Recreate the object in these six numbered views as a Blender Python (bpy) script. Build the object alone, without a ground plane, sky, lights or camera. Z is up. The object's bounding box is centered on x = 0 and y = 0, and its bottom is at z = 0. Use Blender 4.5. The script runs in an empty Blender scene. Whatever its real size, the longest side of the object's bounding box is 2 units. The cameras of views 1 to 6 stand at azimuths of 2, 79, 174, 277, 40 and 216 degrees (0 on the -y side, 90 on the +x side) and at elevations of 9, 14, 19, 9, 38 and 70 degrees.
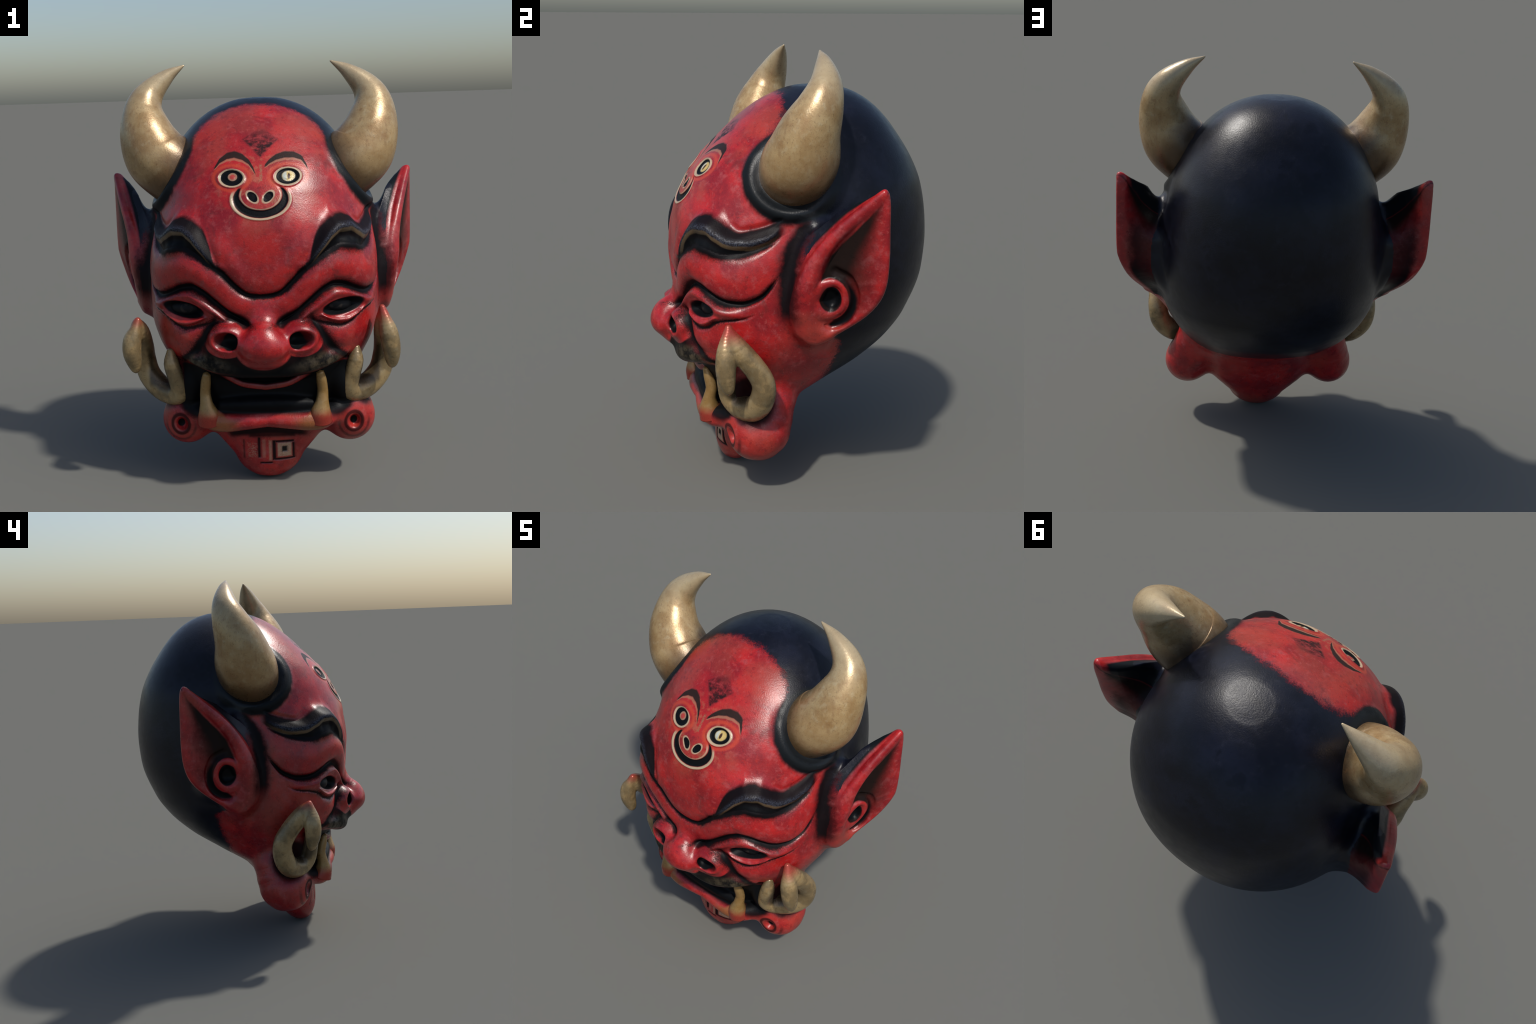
# Red lacquered horned demon mask: one smooth body (skull, face relief, ears, jowls, chin)
# described as a signed-distance field, meshed by surface nets and split into anatomical parts;
# horns, fangs, tusks and eyes are meshes of their own.
import numpy as np, math

STEP = 0.005            # mesh cell size of the body

# ------------------------------------------------------------------ small maths kit
def pchip(xs, ys):
    """monotone cubic through control points -> vectorised function"""
    xs = np.asarray(xs, float); ys = np.asarray(ys, float)
    h = np.diff(xs); d = np.diff(ys)/h
    m = np.zeros_like(xs)
    for i in range(1, len(xs)-1):
        if d[i-1]*d[i] > 0:
            w1 = 2*h[i]+h[i-1]; w2 = h[i]+2*h[i-1]
            m[i] = (w1+w2)/(w1/d[i-1]+w2/d[i])
    m[0] = d[0]; m[-1] = d[-1]
    def f(x):
        x = np.clip(x, xs[0], xs[-1])
        i = np.clip(np.searchsorted(xs, x)-1, 0, len(xs)-2)
        t = (x-xs[i])/h[i]; t2 = t*t; t3 = t2*t
        return ((2*t3-3*t2+1)*ys[i]+(t3-2*t2+t)*h[i]*m[i]
                + (-2*t3+3*t2)*ys[i+1]+(t3-t2)*h[i]*m[i+1])
    f.lo, f.hi = xs[0], xs[-1]
    return f

def lin(pts):
    xs, ys = zip(*pts)
    f = lambda x: np.interp(x, xs, ys)
    f.lo, f.hi = xs[0], xs[-1]
    return f

def sstep(a, b, x):
    t = np.clip((x-a)/(b-a), 0, 1)
    return t*t*(3-2*t)

def smin(a, b, k):
    h = np.maximum(k-np.abs(a-b), 0)/k
    return np.minimum(a, b)-h*h*k*.25

def smax(a, b, k):
    return -smin(-a, -b, k)

def ellipsoid(x, y, z, c, r):
    px, py, pz = (x-c[0])/r[0], (y-c[1])/r[1], (z-c[2])/r[2]
    k0 = np.sqrt(px*px+py*py+pz*pz)+1e-9
    k1 = np.sqrt((px/r[0])**2+(py/r[1])**2+(pz/r[2])**2)+1e-9
    return k0*(k0-1)/k1

def catmull(pts, n=6):
    """dense smooth polyline through control rows (any number of columns)"""
    p = np.asarray(pts, float)
    p = np.vstack([2*p[0]-p[1], p, 2*p[-1]-p[-2]])
    out = []
    for i in range(1, len(p)-2):
        for t in np.linspace(0, 1, n, endpoint=False):
            a, b, c, d = p[i-1], p[i], p[i+1], p[i+2]
            out.append(.5*((2*b)+(c-a)*t+(2*a-5*b+4*c-d)*t*t+(3*b-a-3*c+d)*t**3))
    out.append(p[-2])
    return np.array(out)

def tube(x, y, z, pts, n=4, sy=1.0):
    """distance to a tapered tube through (x, y, z, radius) rows"""
    q = catmull(pts, n); best = None
    for a, b in zip(q[:-1], q[1:]):
        ab = b[:3]-a[:3]
        t = np.clip(((x-a[0])*ab[0]+(y-a[1])*ab[1]+(z-a[2])*ab[2])/(ab@ab+1e-12), 0, 1)
        d = np.sqrt((x-a[0]-ab[0]*t)**2+((y-a[1]-ab[1]*t)*sy)**2+(z-a[2]-ab[2]*t)**2)-(a[3]+(b[3]-a[3])*t)
        best = d if best is None else np.minimum(best, d)
    return best

# ------------------------------------------------------------------ skull profile
# height, half width, front y, back y
SKULL = [(0.00, .00, -.275, -.265), (0.02, .075, -.315, -.20), (0.05, .115, -.333, -.16), (0.10, .158, -.345, -.12),
         (0.15, .205, -.347, -.09), (0.20, .25, -.345, -.06), (0.30, .31, -.36, -.015), (0.40, .36, -.40, .06), (0.50, .42, -.43, .23),
         (0.60, .478, -.475, .395), (0.70, .528, -.50, .505), (0.80, .555, -.515, .575), (0.95, .562, -.53, .638),
         (1.10, .552, -.545, .658), (1.25, .534, -.537, .652), (1.40, .508, -.478, .622), (1.50, .468, -.408, .580),
         (1.60, .414, -.312, .520), (1.70, .335, -.205, .445), (1.77, .245, -.105, .365), (1.81, .155, -.015, .285),
         (1.833, .0, .125, .135)]
TOP = 1.833
_z = np.array([r[0] for r in SKULL])
MIDY = pchip([0, .2, .4, .6, .8, 1.0, 1.4, 1.7, TOP], [-.27, -.2, -.16, -.08, -.01, .05, .10, .12, .13])
_m = MIDY(_z)
W2 = pchip(_z, [r[1]**2 for r in SKULL])
F2 = pchip(_z, (_m-np.array([r[2] for r in SKULL]))**2)
B2 = pchip(_z, (np.array([r[3] for r in SKULL])-_m)**2)
SQUARE = pchip([0, .5, .8, 1.1, 1.35, 1.6, 1.84], [2.2, 2.5, 2.85, 2.75, 2.2, 2.35, 2.1])

REAR = pchip([0, .5, .95, 1.3, 1.5, 1.84], [2.1, 2.15, 2.18, 2.24, 2.28, 2.05])

def skull(x, y, z):
    def k_of(zz):
        w = np.sqrt(np.maximum(W2(zz), 1e-6)); dy = y-MIDY(zz)
        h = np.sqrt(np.maximum(np.where(dy < 0, F2(zz), B2(zz)), 1e-6))
        n = np.where(dy < 0, SQUARE(zz), REAR(zz))
        k = ((np.abs(x)/w)**n+(np.abs(dy)/h)**n+1e-12)**(1/n)
        return k, w, h, n, dy
    k, w, h, n, dy = k_of(z)
    k2 = k_of(z+1e-3)[0]
    kk = np.maximum(k, 1e-4)
    gx = kk**(1-n)*(np.abs(x)/w)**(n-1)/w
    gy = kk**(1-n)*(np.abs(dy)/h)**(n-1)/h
    gz = np.clip((k2-k)/1e-3, -80, 80)
    d = (k-1)/np.sqrt(gx*gx+gy*gy+gz*gz+.3)
    d = np.maximum(np.maximum(d, z-(TOP-.008)), .012-z)
    d = smin(d, ellipsoid(x, y, z, (0, .13, TOP-.499), (.485, .45, .498)), .012)      # rounded crown
    return smin(d, ellipsoid(x, y, z, (0, -.25, .121), (.16, .085, .120)), .02)         # rounded chin tip

# ------------------------------------------------------------------ face lines, as height over azimuth (degrees)
AXIS_Y = 0.1
def azimuth(x, y):
    return np.degrees(np.arctan2(np.abs(x), -(y-AXIS_Y)))

class Line:
    def __init__(self, pts, width):
        self.f = pchip(*zip(*pts)); self.w = lin(width)
        a = np.linspace(self.f.lo, self.f.hi, 200)
        s = np.gradient(self.f(a), np.radians(a)*.57)
        s = np.convolve(np.pad(s, 4, 'edge'), np.ones(9)/9, 'valid')
        self.g = lambda q: np.interp(q, a, np.sqrt(1+np.minimum(np.abs(s), 4)**2))
    def off(self, a, z):                    # signed distance above the line
        return (z-self.f(a))/self.g(a)
    def band(self, a, z, k=1.0):
        return np.exp(-(self.off(a, z)/(self.w(a)*k))**2)

FURROW = Line([(0, .947), (3.5, .95), (7.2, .963), (12, 1.01), (16.3, 1.065), (21, 1.11), (26.4, 1.152), (32, 1.177),
               (38, 1.167), (43.5, 1.15), (49, 1.154), (54.6, 1.172), (60, 1.195), (66, 1.232), (75, 1.30)],
              [(0, .014), (12, .014), (19, .018), (26, .026), (36, .032), (46, .026), (56, .02), (66, .008)])
BROW_TOP = Line([(17.5, 1.07), (18.8, 1.11), (20, 1.155), (21.6, 1.2), (23.6, 1.24), (26.5, 1.268), (30, 1.289), (34, 1.298),
                 (39, 1.283), (44, 1.25), (48, 1.235), (52, 1.243), (59.5, 1.266), (64.4, 1.29), (68, 1.306)],
                [(17, .012), (22, .022), (30, .022), (44, .024), (50, .016), (62, .012), (68, .006)])
BROW = Line([(17.5, 1.083), (20, 1.118), (22.9, 1.165), (28, 1.232), (32, 1.256), (36, 1.256), (41, 1.230), (46, 1.204),
             (52.5, 1.199), (58, 1.213), (62, 1.233), (67, 1.28)],
            [(17.5, .010), (22, .020), (30, .036), (36, .040), (43, .036), (52, .026), (60, .020), (67, .008)])
LID_FOLD = Line([(0, .815), (6, .826), (11.1, .851), (14.7, .877), (20.1, .928), (24.8, .970), (29.4, .992), (33, .986),
                 (38, .963), (43, .942), (47, .935), (51, .937), (55, .950), (59, .976), (62, 1.012), (66, 1.07), (72, 1.20)],
                [(0, .004), (10, .013), (17, .016), (28, .022), (38, .019), (48, .019), (58, .012), (66, .006), (72, .004)])
LID = Line([(15, .842), (20, .882), (25, .924), (30, .950), (35, .946), (40, .920), (45, .900), (50, .893), (58, .905)],
           [(15, .008), (22, .016), (30, .020), (45, .020), (58, .012)])
LOWER_LID = Line([(24, .850), (28, .831), (31, .823), (34, .822), (38, .838), (42, .868)],
                 [(24, .006), (33, .012), (42, .006)])
EYE_BAG = Line([(14, .838), (20, .828), (26, .812), (32, .797), (37, .81), (41, .842), (46, .860), (52, .872), (58, .90)],
               [(14, .012), (26, .013), (34, .013), (42, .009), (52, .007), (58, .004)])
NASOLABIAL = Line([(20, .83), (23, .79), (25.5, .745), (29, .695), (34, .652), (40, .622), (46, .61)],
                  [(20, .020), (27, .022), (36, .018), (46, .010)])
PAD = lin([(0, .012), (12, .017), (22, .024), (40, .024), (50, .022), (58, .014), (66, .003), (74, 0)])

EYE_TILT, EYE_H = .16, .041
EYE_C = (33.0, .884)                        # azimuth, height of the eye openings
def eye_oval(a, z):
    u = np.radians(a-EYE_C[0])*.57; v = z-EYE_C[1]-EYE_TILT*u
    return np.sqrt((u/.092)**2+(v/EYE_H)**2)

def oval_r(x, z, cx, cz, rx, rz):
    return np.sqrt(((x-cx)/rx)**2+((z-cz)/rz)**2)

def carving(x, z):
    """shallow carved emblem on the forehead and seal on the chin"""
    r = np.zeros_like(x); x = x+.004
    out, inn = oval_r(x, z, .008, 1.383, .126, .081), oval_r(x, z, .008, 1.400, .094, .063)
    r -= .006*(1-sstep(.90, 1.04, out))*sstep(.95, 1.12, inn)*(1-sstep(1.42, 1.445, z))
    r += .003*np.exp(-((out-1.08)/.06)**2)*(1-sstep(1.40, 1.43, z))
    for cx in (-.122, .133):
        e = oval_r(x, z, cx, 1.476, .052, .033)
        r += -.005*(1-sstep(.75, 1.05, e))+.004*np.exp(-((e-1.2)/.12)**2)+.003*(1-sstep(.2, .5, e))
    for cx in (-.029, .043):
        r -= .004*(1-sstep(.6, 1.1, oval_r(x, z, cx, 1.393, .024, .021)))
    return r

SEAL_CUTS = [(-.043, .170, .007, .052), (.029, .155, .009, .050), (.080, .110, .050, .006), (.122, .150, .006, .040),
             (.079, .160, .013, .014), (.08, .198, .045, .006), (-.01, .092, .03, .005)]
def seal(x, z):
    r = np.zeros_like(x)
    for cx, cz, hx, hz in SEAL_CUTS:
        r = np.minimum(r, -.005*(1-sstep(-.006, .004, np.maximum(np.abs(x-cx)-hx, np.abs(z-cz)-hz))))
    return r

def relief(x, y, z):
    """outward offset of the face over the skull"""
    a = azimuth(x, y)
    h = np.zeros_like(x)
    m = (y < -.2) & (z > 1.28) & (z < 1.56) & (np.abs(x) < .2)
    if m.any():
        h[m] += carving(x[m], z[m])
    m = (y < -.2) & (z < .24) & (np.abs(x) < .15)
    if m.any():
        h[m] += seal(x[m], z[m])
    m = (a < 76) & (z > .55) & (z < 1.36)
    if not m.any():
        return h
    a, zz = a[m], z[m]
    end = lambda lo, hi, s=4.: sstep(lo-s, lo, a)*(1-sstep(hi, hi+s, a))
    lo, hi = LID_FOLD.f(a), FURROW.f(a)
    t = np.clip((zz-lo)/np.maximum(hi-lo, .02), 0, 1)
    r = PAD(a)*np.sin(np.pi*t)**.8
    r -= .014*FURROW.band(a, zz)*(1-sstep(58, 67, a))*(1-2.8*np.exp(-((a-36)/9)**2))
    r += .010*np.exp(-((FURROW.off(a, zz)-.06)/.05)**2)*(1-sstep(16, 22, a))
    r += .053*BROW.band(a, zz, 1.10)*end(20, 60, 8.)*(.27+.73*np.exp(-((a-34)/12)**2))
    r -= .010*BROW_TOP.band(a, zz-.012)*end(44, 64)
    r -= .018*LID_FOLD.band(a, zz)*end(9, 60, 6.)
    r += .017*LID.band(a, zz, 1.15)*end(18, 46, 9.)
    r += .014*LOWER_LID.band(a, zz)*end(26, 40)
    r -= .006*EYE_BAG.band(a, zz)*end(20, 52, 6.)
    e = eye_oval(a, zz)
    r -= .040*(1-sstep(.35, 1.06, e))
    r += .018*np.exp(-(np.radians(a-41)*.57/.07)**2-((zz-.885)/.05)**2)
    u = np.radians(a-33)*.57
    r += .022*np.exp(-(u/.10)**2-((zz-.735)/.065)**2)
    r -= .008*NASOLABIAL.band(a, zz)*end(21, 42)
    h[m] += r
    return h

# ------------------------------------------------------------------ ear, in its own plane (s: front to back, n: outward)
EAR_O = (.637, -.03); EAR_S = (.387, .922)
def ear_frame(ax, y):
    dx, dy = ax-EAR_O[0], y-EAR_O[1]
    return dx*EAR_S[0]+dy*EAR_S[1], dx*EAR_S[1]-dy*EAR_S[0]

EAR_OUTLINE = catmull([(.302, 1.463), (.326, 1.42), (.331, 1.291), (.333, 1.171), (.319, 1.048), (.260, .94), (.156, .850), (.064, .797),
                       (.005, .79), (-.04, .83), (-.068, .90), (-.06, 1.0), (-.03, 1.1), (.015, 1.19), (.085, 1.28), (.20, 1.388), (.28, 1.455), (.302, 1.463)], 4)
EAR_RIM = [(.296, 0, 1.445, .010), (.24, .002, 1.388, .017), (.16, .004, 1.316, .023), (.09, .002, 1.243, .027), (.04, .0, 1.17, .030),
           (.01, 0, 1.10, .032), (-.015, .002, 1.03, .032), (-.035, 0, .96, .030), (-.028, -.006, .89, .027), (.01, -.010, .84, .023),
           (.07, -.008, .818, .018)]
EAR_CURL = [(-.012, -.010, 1.002, .024), (.041, -.008, 1.042, .020), (.099, -.010, 1.062, .017), (.138, -.012, 1.031, .016), (.144, -.012, .982, .016),
            (.121, -.012, .935, .016), (.073, -.012, .909, .015), (.026, -.014, .925, .013)]
EAR_GROOVE = [(.0, .0, .94, .012), (.03, 0, .878, .018), (.084, 0, .864, .020), (.141, 0, .893, .020), (.180, 0, .949, .018), (.187, 0, 1.014, .018), (.16, 0, 1.08, .018), (.10, 0, 1.11, .018)]

def poly_sdf(u, v, poly):
    d = np.full(u.shape, 1e9); inside = np.zeros(u.shape, bool)
    for a, b in zip(poly[:-1], poly[1:]):
        e = b-a; wx, wy = u-a[0], v-a[1]
        t = np.clip((wx*e[0]+wy*e[1])/(e@e+1e-12), 0, 1)
        d = np.minimum(d, (wx-e[0]*t)**2+(wy-e[1]*t)**2)
        c = (a[1] > v) != (b[1] > v)
        if e[1] != 0:
            inside ^= c & (u < a[0]+(v-a[1])*e[0]/e[1])
    return np.where(inside, -1, 1)*np.sqrt(d)

def ear(ax, y, z):
    s, n = ear_frame(ax, y)
    n = n-lin([(.77, -.045), (.90, -.024), (1.06, 0)])(z)          # the lobe tucks in towards the jaw
    o = poly_sdf(s, z, EAR_OUTLINE)
    depth = lin([(-.05, .020), (.08, .024), (.2, .010), (.33, .002)])(s)
    dish = depth*sstep(.012, .055, -o)
    front = n-lin([(.0, .010), (.12, .018), (.28, .018), (.33, .010)])(s)*sstep(.95, 1.15, z)-.010*(1-sstep(.95, 1.15, z))+dish
    # the ear is a wedge: its top ridge climbs towards the head and its rear wall stands square to the skull
    climb = lin([(1.0, 0), (1.2, 1.15), (1.36, 1.15), (1.43, .25), (1.5, 0)])(z)
    o2 = poly_sdf(s, z-climb*np.clip(-n-.01, 0, .05)+.9*sstep(.9, 1.2, z)*np.clip(-n-.062, 0, .12), EAR_OUTLINE)+.5*np.clip(-n-.03, 0, .1)*(1-sstep(1.0, 1.2, z))
    thick = lin([(-.08, .15), (.0, .125), (.06, .098), (.12, .080), (.24, .058), (.33, .026)])(s)+.085*(1-sstep(1.08, 1.32, z))*(1-sstep(.20, .33, s))
    back = -(n+thick)
    d = smax(smax(o2, front, .022), back, .05)
    d = smin(d, tube(s, n, z, EAR_RIM, 3), .02)
    d = smax(d, -tube(s, n, z, EAR_GROOVE, 3), .014)
    hole = ellipsoid(s, n, z, (.064, .0, .985), (.060, .050, .056))
    d = smax(d, -hole, .014)
    d = smin(d, tube(s, n, z, EAR_CURL, 3), .008)
    return d

# ------------------------------------------------------------------ horn, tusk and fang spines: x, y, z, radius
HORN = [(.385, -.062, 1.44, .148), (.444, -.052, 1.507, .162), (.505, -.040, 1.573, .159), (.548, -.022, 1.674, .133), (.562, .018, 1.784, .098),
        (.530, .046, 1.866, .070), (.446, .059, 1.945, .037), (.36, .062, 1.997, .004)]
SOCKET_C = np.array([.435, -.075, 1.475]); SOCKET_A = np.array([.80, -.12, .59])/np.linalg.norm([.80, -.12, .59])

def tusk_spines(drop, flare):
    ring = [(.437, -.358, .655, .020), (.434, -.364, .60, .037), (.416, -.355, .53, .041), (.402, -.335, .465, .046), (.43, -.292, .43, .054),
            (.50, -.248, .447, .057), (.56, -.222, .51, .055), (.580, -.218, .59, .052), (.580, -.256, .665, .050),
            (.572+flare*.5, -.318, .745, .047), (.564+flare, -.352, .81-drop*.5, .028), (.560+flare, -.367, .850-drop, .011)]
    leaf = [(.560+flare, -.37, .850-drop, .011), (.573+flare, -.380, .80-drop*.8, .026), (.588+flare, -.384, .735-drop*.4, .043), (.600+flare*.6, -.386, .66, .043), (.604, -.378, .60, .030), (.603, -.374, .575, .014)]
    return ring, leaf

FANG = [(.262, -.402, .325, .058), (.264, -.412, .365, .050), (.272, -.412, .42, .031), (.275, -.405, .47, .026), (.270, -.415, .525, .024), (.264, -.425, .565, .018)]

# ------------------------------------------------------------------ the whole body
def lean(y, z):
    """the carved face sits slightly towards +x of the skull axis"""
    return lin([(0, .013), (.3, .015), (.5, .010), (1.35, .010), (1.6, 0)])(z)*(1-sstep(-.1, .15, y))

def body(x, y, z):
    x = x-lean(y, z)
    ax = np.abs(x)
    d = skull(x, y, z)-relief(x, y, z)

    def near(c, r, fn, combine):
        nonlocal d
        m = (ax-c[0])**2+(y-c[1])**2+(z-c[2])**2 < r*r
        if m.any():
            d[m] = combine(d[m], fn(ax[m], y[m], z[m]))

    # horn sockets: a swollen collar with a groove inside it
    def socket(a, b, c):
        p = np.stack([a, b, c], -1)-SOCKET_C
        t = p@SOCKET_A; r = np.sqrt(np.maximum((p*p).sum(-1)-t*t, 0))
        return np.hypot(r-.172, t+.020)-.016
    near(SOCKET_C, .45, socket, lambda p, q: smin(p, q, .05))

    # nose: bridge, drooping tip, wings, nostrils
    nose_c = (0, -.55, .74)
    near(nose_c, .45, lambda a, b, c: tube(a, b, c, [(0, -.465, .90, .05), (0, -.497, .835, .060), (0, -.560, .77, .070)]), lambda p, q: smin(p, q, .05))
    near(nose_c, .45, lambda a, b, c: ellipsoid(a, b, c, (0, -.578, .728), (.115, .079, .074)), lambda p, q: smin(p, q, .04))
    near(nose_c, .45, lambda a, b, c: ellipsoid(a, b, c, (0, -.540, .665), (.13, .055, .050)), lambda p, q: smin(p, q, .04))
    near(nose_c, .45, lambda a, b, c: ellipsoid(a, b, c, (.164, -.523, .755), (.088, .068, .075)), lambda p, q: smin(p, q, .042))
    near(nose_c, .45, lambda a, b, c: tube(a, b, c, [(.236, -.670, .757, .043), (.168, -.582, .753, .041), (.146, -.554, .750, .036)]), lambda p, q: smax(p, -q, .018))

    near(nose_c, .45, lambda a, b, c: tube(a, b, c, [(.285, -.640, .757, .036), (.192, -.575, .754, .034), (.170, -.558, .752, .032)]), lambda p, q: smax(p, -q, .016))

    # mouth: moustache roll, cavity, gum, scooped lower lip
    mouth_c = (.1, -.4, .45)
    near(mouth_c, .5, lambda a, b, c: tube(a, b, c, [(0, -.498, .605, .048), (.11, -.505, .612, .048), (.20, -.498, .628, .046), (.29, -.46, .643, .036), (.36, -.412, .655, .022)]), lambda p, q: smin(p, q, .03))
    near(mouth_c, .5, lambda a, b, c: tube(a, b, c, [(0, -.49, .68, .05), (.12, -.505, .685, .05), (.225, -.485, .69, .048)]), lambda p, q: smin(p, q, .03))
    near(mouth_c, .5, lambda a, b, c: ellipsoid(a, b, c, (.36, -.30, .50), (.07, .085, .11)), lambda p, q: smin(p, q, .04))
    def cavity(a, b, c):
        qx, qy, qz = a-.205, np.abs(b+.51)-.07, np.abs(c-.463)-.052
        return np.sqrt(np.maximum(qx, 0)**2+np.maximum(qy, 0)**2+np.maximum(qz, 0)**2)+np.minimum(np.maximum(np.maximum(qx, qy), qz), 0)-.045
    near(mouth_c, .5, cavity, lambda p, q: smax(p, -q, .03))
    near(mouth_c, .5, lambda a, b, c: tube(a, b, c, [(0, -.405, .408, .034), (.11, -.403, .406, .032), (.21, -.39, .40, .026)]), lambda p, q: smin(p, q, .03))
    near(mouth_c, .5, lambda a, b, c: tube(a, b, c, [(0, -.432, .503, .019), (.10, -.426, .517, .019), (.17, -.408, .546, .018), (.23, -.38, .58, .016)]), lambda p, q: smin(p, q, .02))
    near(mouth_c, .5, lambda a, b, c: tube(a, b, c, [(0, -.412, .335, .036), (.10, -.414, .330, .042), (.19, -.408, .325, .048), (.26, -.382, .330, .052), (.33, -.320, .350, .045), (.41, -.27, .37, .042)]), lambda p, q: smin(p, q, .03))

    # jowls with a dimple, chin
    near((.4, -.19, .3), .4, lambda a, b, c: tube(a, b, c, [(.395, -.222, .290, .124), (.392, -.185, .300, .124), (.37, -.14, .42, .105)], 2), lambda p, q: smin(p, q, .07))
    near((.4, -.19, .3), .4, lambda a, b, c: ellipsoid(a, b, c, (.415, -.335, .292), (.026, .032, .030)), lambda p, q: smax(p, -q, .025))

    near((.54, .17, 1.08), .3, lambda a, b, c: tube(a, b, c, [(.475, .19, 1.23, .03), (.518, .20, 1.11, .052), (.528, .17, .93, .052)], 2), lambda p, q: smin(p, q, .08))
    # ears, with a filled crease in front of them
    near((.55, 0, 1.08), .4, lambda a, b, c: tube(a, b, c, [(.51, .01, 1.26, .040), (.535, .005, 1.15, .056), (.560, -.012, .99, .070), (.555, -.015, .86, .066), (.52, .02, .78, .05)], 2), lambda p, q: smin(p, q, .06))
    near((.62, .10, 1.12), .50, ear, lambda p, q: smin(p, q, .085))
    return d

# ------------------------------------------------------------------ surface nets on a narrow band
def grad(f, p, e=1.2e-3):
    g = np.empty_like(p)
    for i in range(3):
        q = p.copy(); q[:, i] += e; a = f(*q.T); q[:, i] -= 2*e
        g[:, i] = (a-f(*q.T))/(2*e)
    return g

def mesh_field(f, lo, hi, step, levels=3):
    lo = np.asarray(lo, float); h = step*2**levels
    n = np.ceil((np.asarray(hi)-lo)/h).astype(int)
    cells = np.stack(np.meshgrid(*[np.arange(k) for k in n], indexing='ij'), -1).reshape(-1, 3)
    for lev in range(levels+1):
        c = lo+(cells+.5)*h
        keep = np.abs(f(*c.T)) < h*(2.1 if lev < levels else 3.2)
        cells = cells[keep]
        if lev < levels:
            o = np.stack(np.meshgrid([0, 1], [0, 1], [0, 1], indexing='ij'), -1).reshape(-1, 3)
            cells = (cells[:, None]*2+o).reshape(-1, 3); h /= 2
    big = 4096
    key = lambda c: (c[..., 0]*big+c[..., 1])*big+c[..., 2]
    corner = np.stack(np.meshgrid([0, 1], [0, 1], [0, 1], indexing='ij'), -1).reshape(-1, 3)
    ck = key(cells[:, None]+corner)
    uk, inv = np.unique(ck, return_inverse=True); inv = inv.reshape(ck.shape)
    up = np.stack([uk//(big*big), uk//big % big, uk % big], -1)
    val = f(*(lo+up*h).T)
    cv = val[inv]
    mixed = (cv < 0).any(1) & (cv >= 0).any(1)
    cells, cv, inv = cells[mixed], cv[mixed], inv[mixed]
    acc = np.zeros((len(cells), 3)); cnt = np.zeros(len(cells))
    edges = [(i, j) for i in range(8) for j in range(i+1, 8) if np.abs(corner[i]-corner[j]).sum() == 1]
    for i, j in edges:
        s = (cv[:, i] < 0) != (cv[:, j] < 0)
        t = np.where(s, cv[:, i]/np.where(s, cv[:, i]-cv[:, j], 1), 0)
        acc += s[:, None]*(corner[i]+(corner[j]-corner[i])*t[:, None]); cnt += s
    v = lo+(cells+acc/cnt[:, None])*h
    ids = key(cells); order = np.argsort(ids); sid = ids[order]
    def find(c):
        k = key(c); p = np.clip(np.searchsorted(sid, k), 0, len(sid)-1)
        return np.where(sid[p] == k, order[p], -1)
    quads = []
    for axis in range(3):
        b, c = (axis+1) % 3, (axis+2) % 3
        i0 = 0; e = np.zeros(3, int); e[axis] = 1
        i1 = int(np.where((corner == e).all(1))[0][0])
        s0, s1 = cv[:, i0] < 0, cv[:, i1] < 0
        m = s0 != s1
        base = cells[m]; eb = np.eye(3, dtype=int)[b]; ec = np.eye(3, dtype=int)[c]
        q = np.stack([find(base), find(base-eb), find(base-eb-ec), find(base-ec)], -1)
        flip = ~s0[m]
        q[flip] = q[flip][:, ::-1]
        quads.append(q[(q >= 0).all(1)])
    q = np.vstack(quads)
    for _ in range(2):                       # pull the vertices onto the surface
        g = grad(f, v); l = np.maximum((g*g).sum(1), .15)
        v -= np.clip(f(*v.T)/l, -.5*h, .5*h)[:, None]*g
    return v, q
#SECTION_B

import bpy, bmesh

# ------------------------------------------------------------------ node kit: masks written as arithmetic
class V:
    """a float socket with operators"""
    def __init__(self, kit, s): self.k, self.s = kit, s
    def _m(self, op, *o, clamp=False): return self.k.math(op, self, *o, clamp=clamp)
    def __add__(self, o): return self._m('ADD', o)
    __radd__ = __add__
    def __sub__(self, o): return self._m('SUBTRACT', o)
    def __rsub__(self, o): return self.k.math('SUBTRACT', o, self)
    def __mul__(self, o): return self._m('MULTIPLY', o)
    __rmul__ = __mul__
    def __truediv__(self, o): return self._m('DIVIDE', o)
    def __neg__(self): return self._m('MULTIPLY', -1.0)
    def abs(self): return self._m('ABSOLUTE')
    def max(self, o): return self._m('MAXIMUM', o)
    def min(self, o): return self._m('MINIMUM', o)
    def inv(self): return self.k.math('SUBTRACT', 1.0, self)

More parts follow.
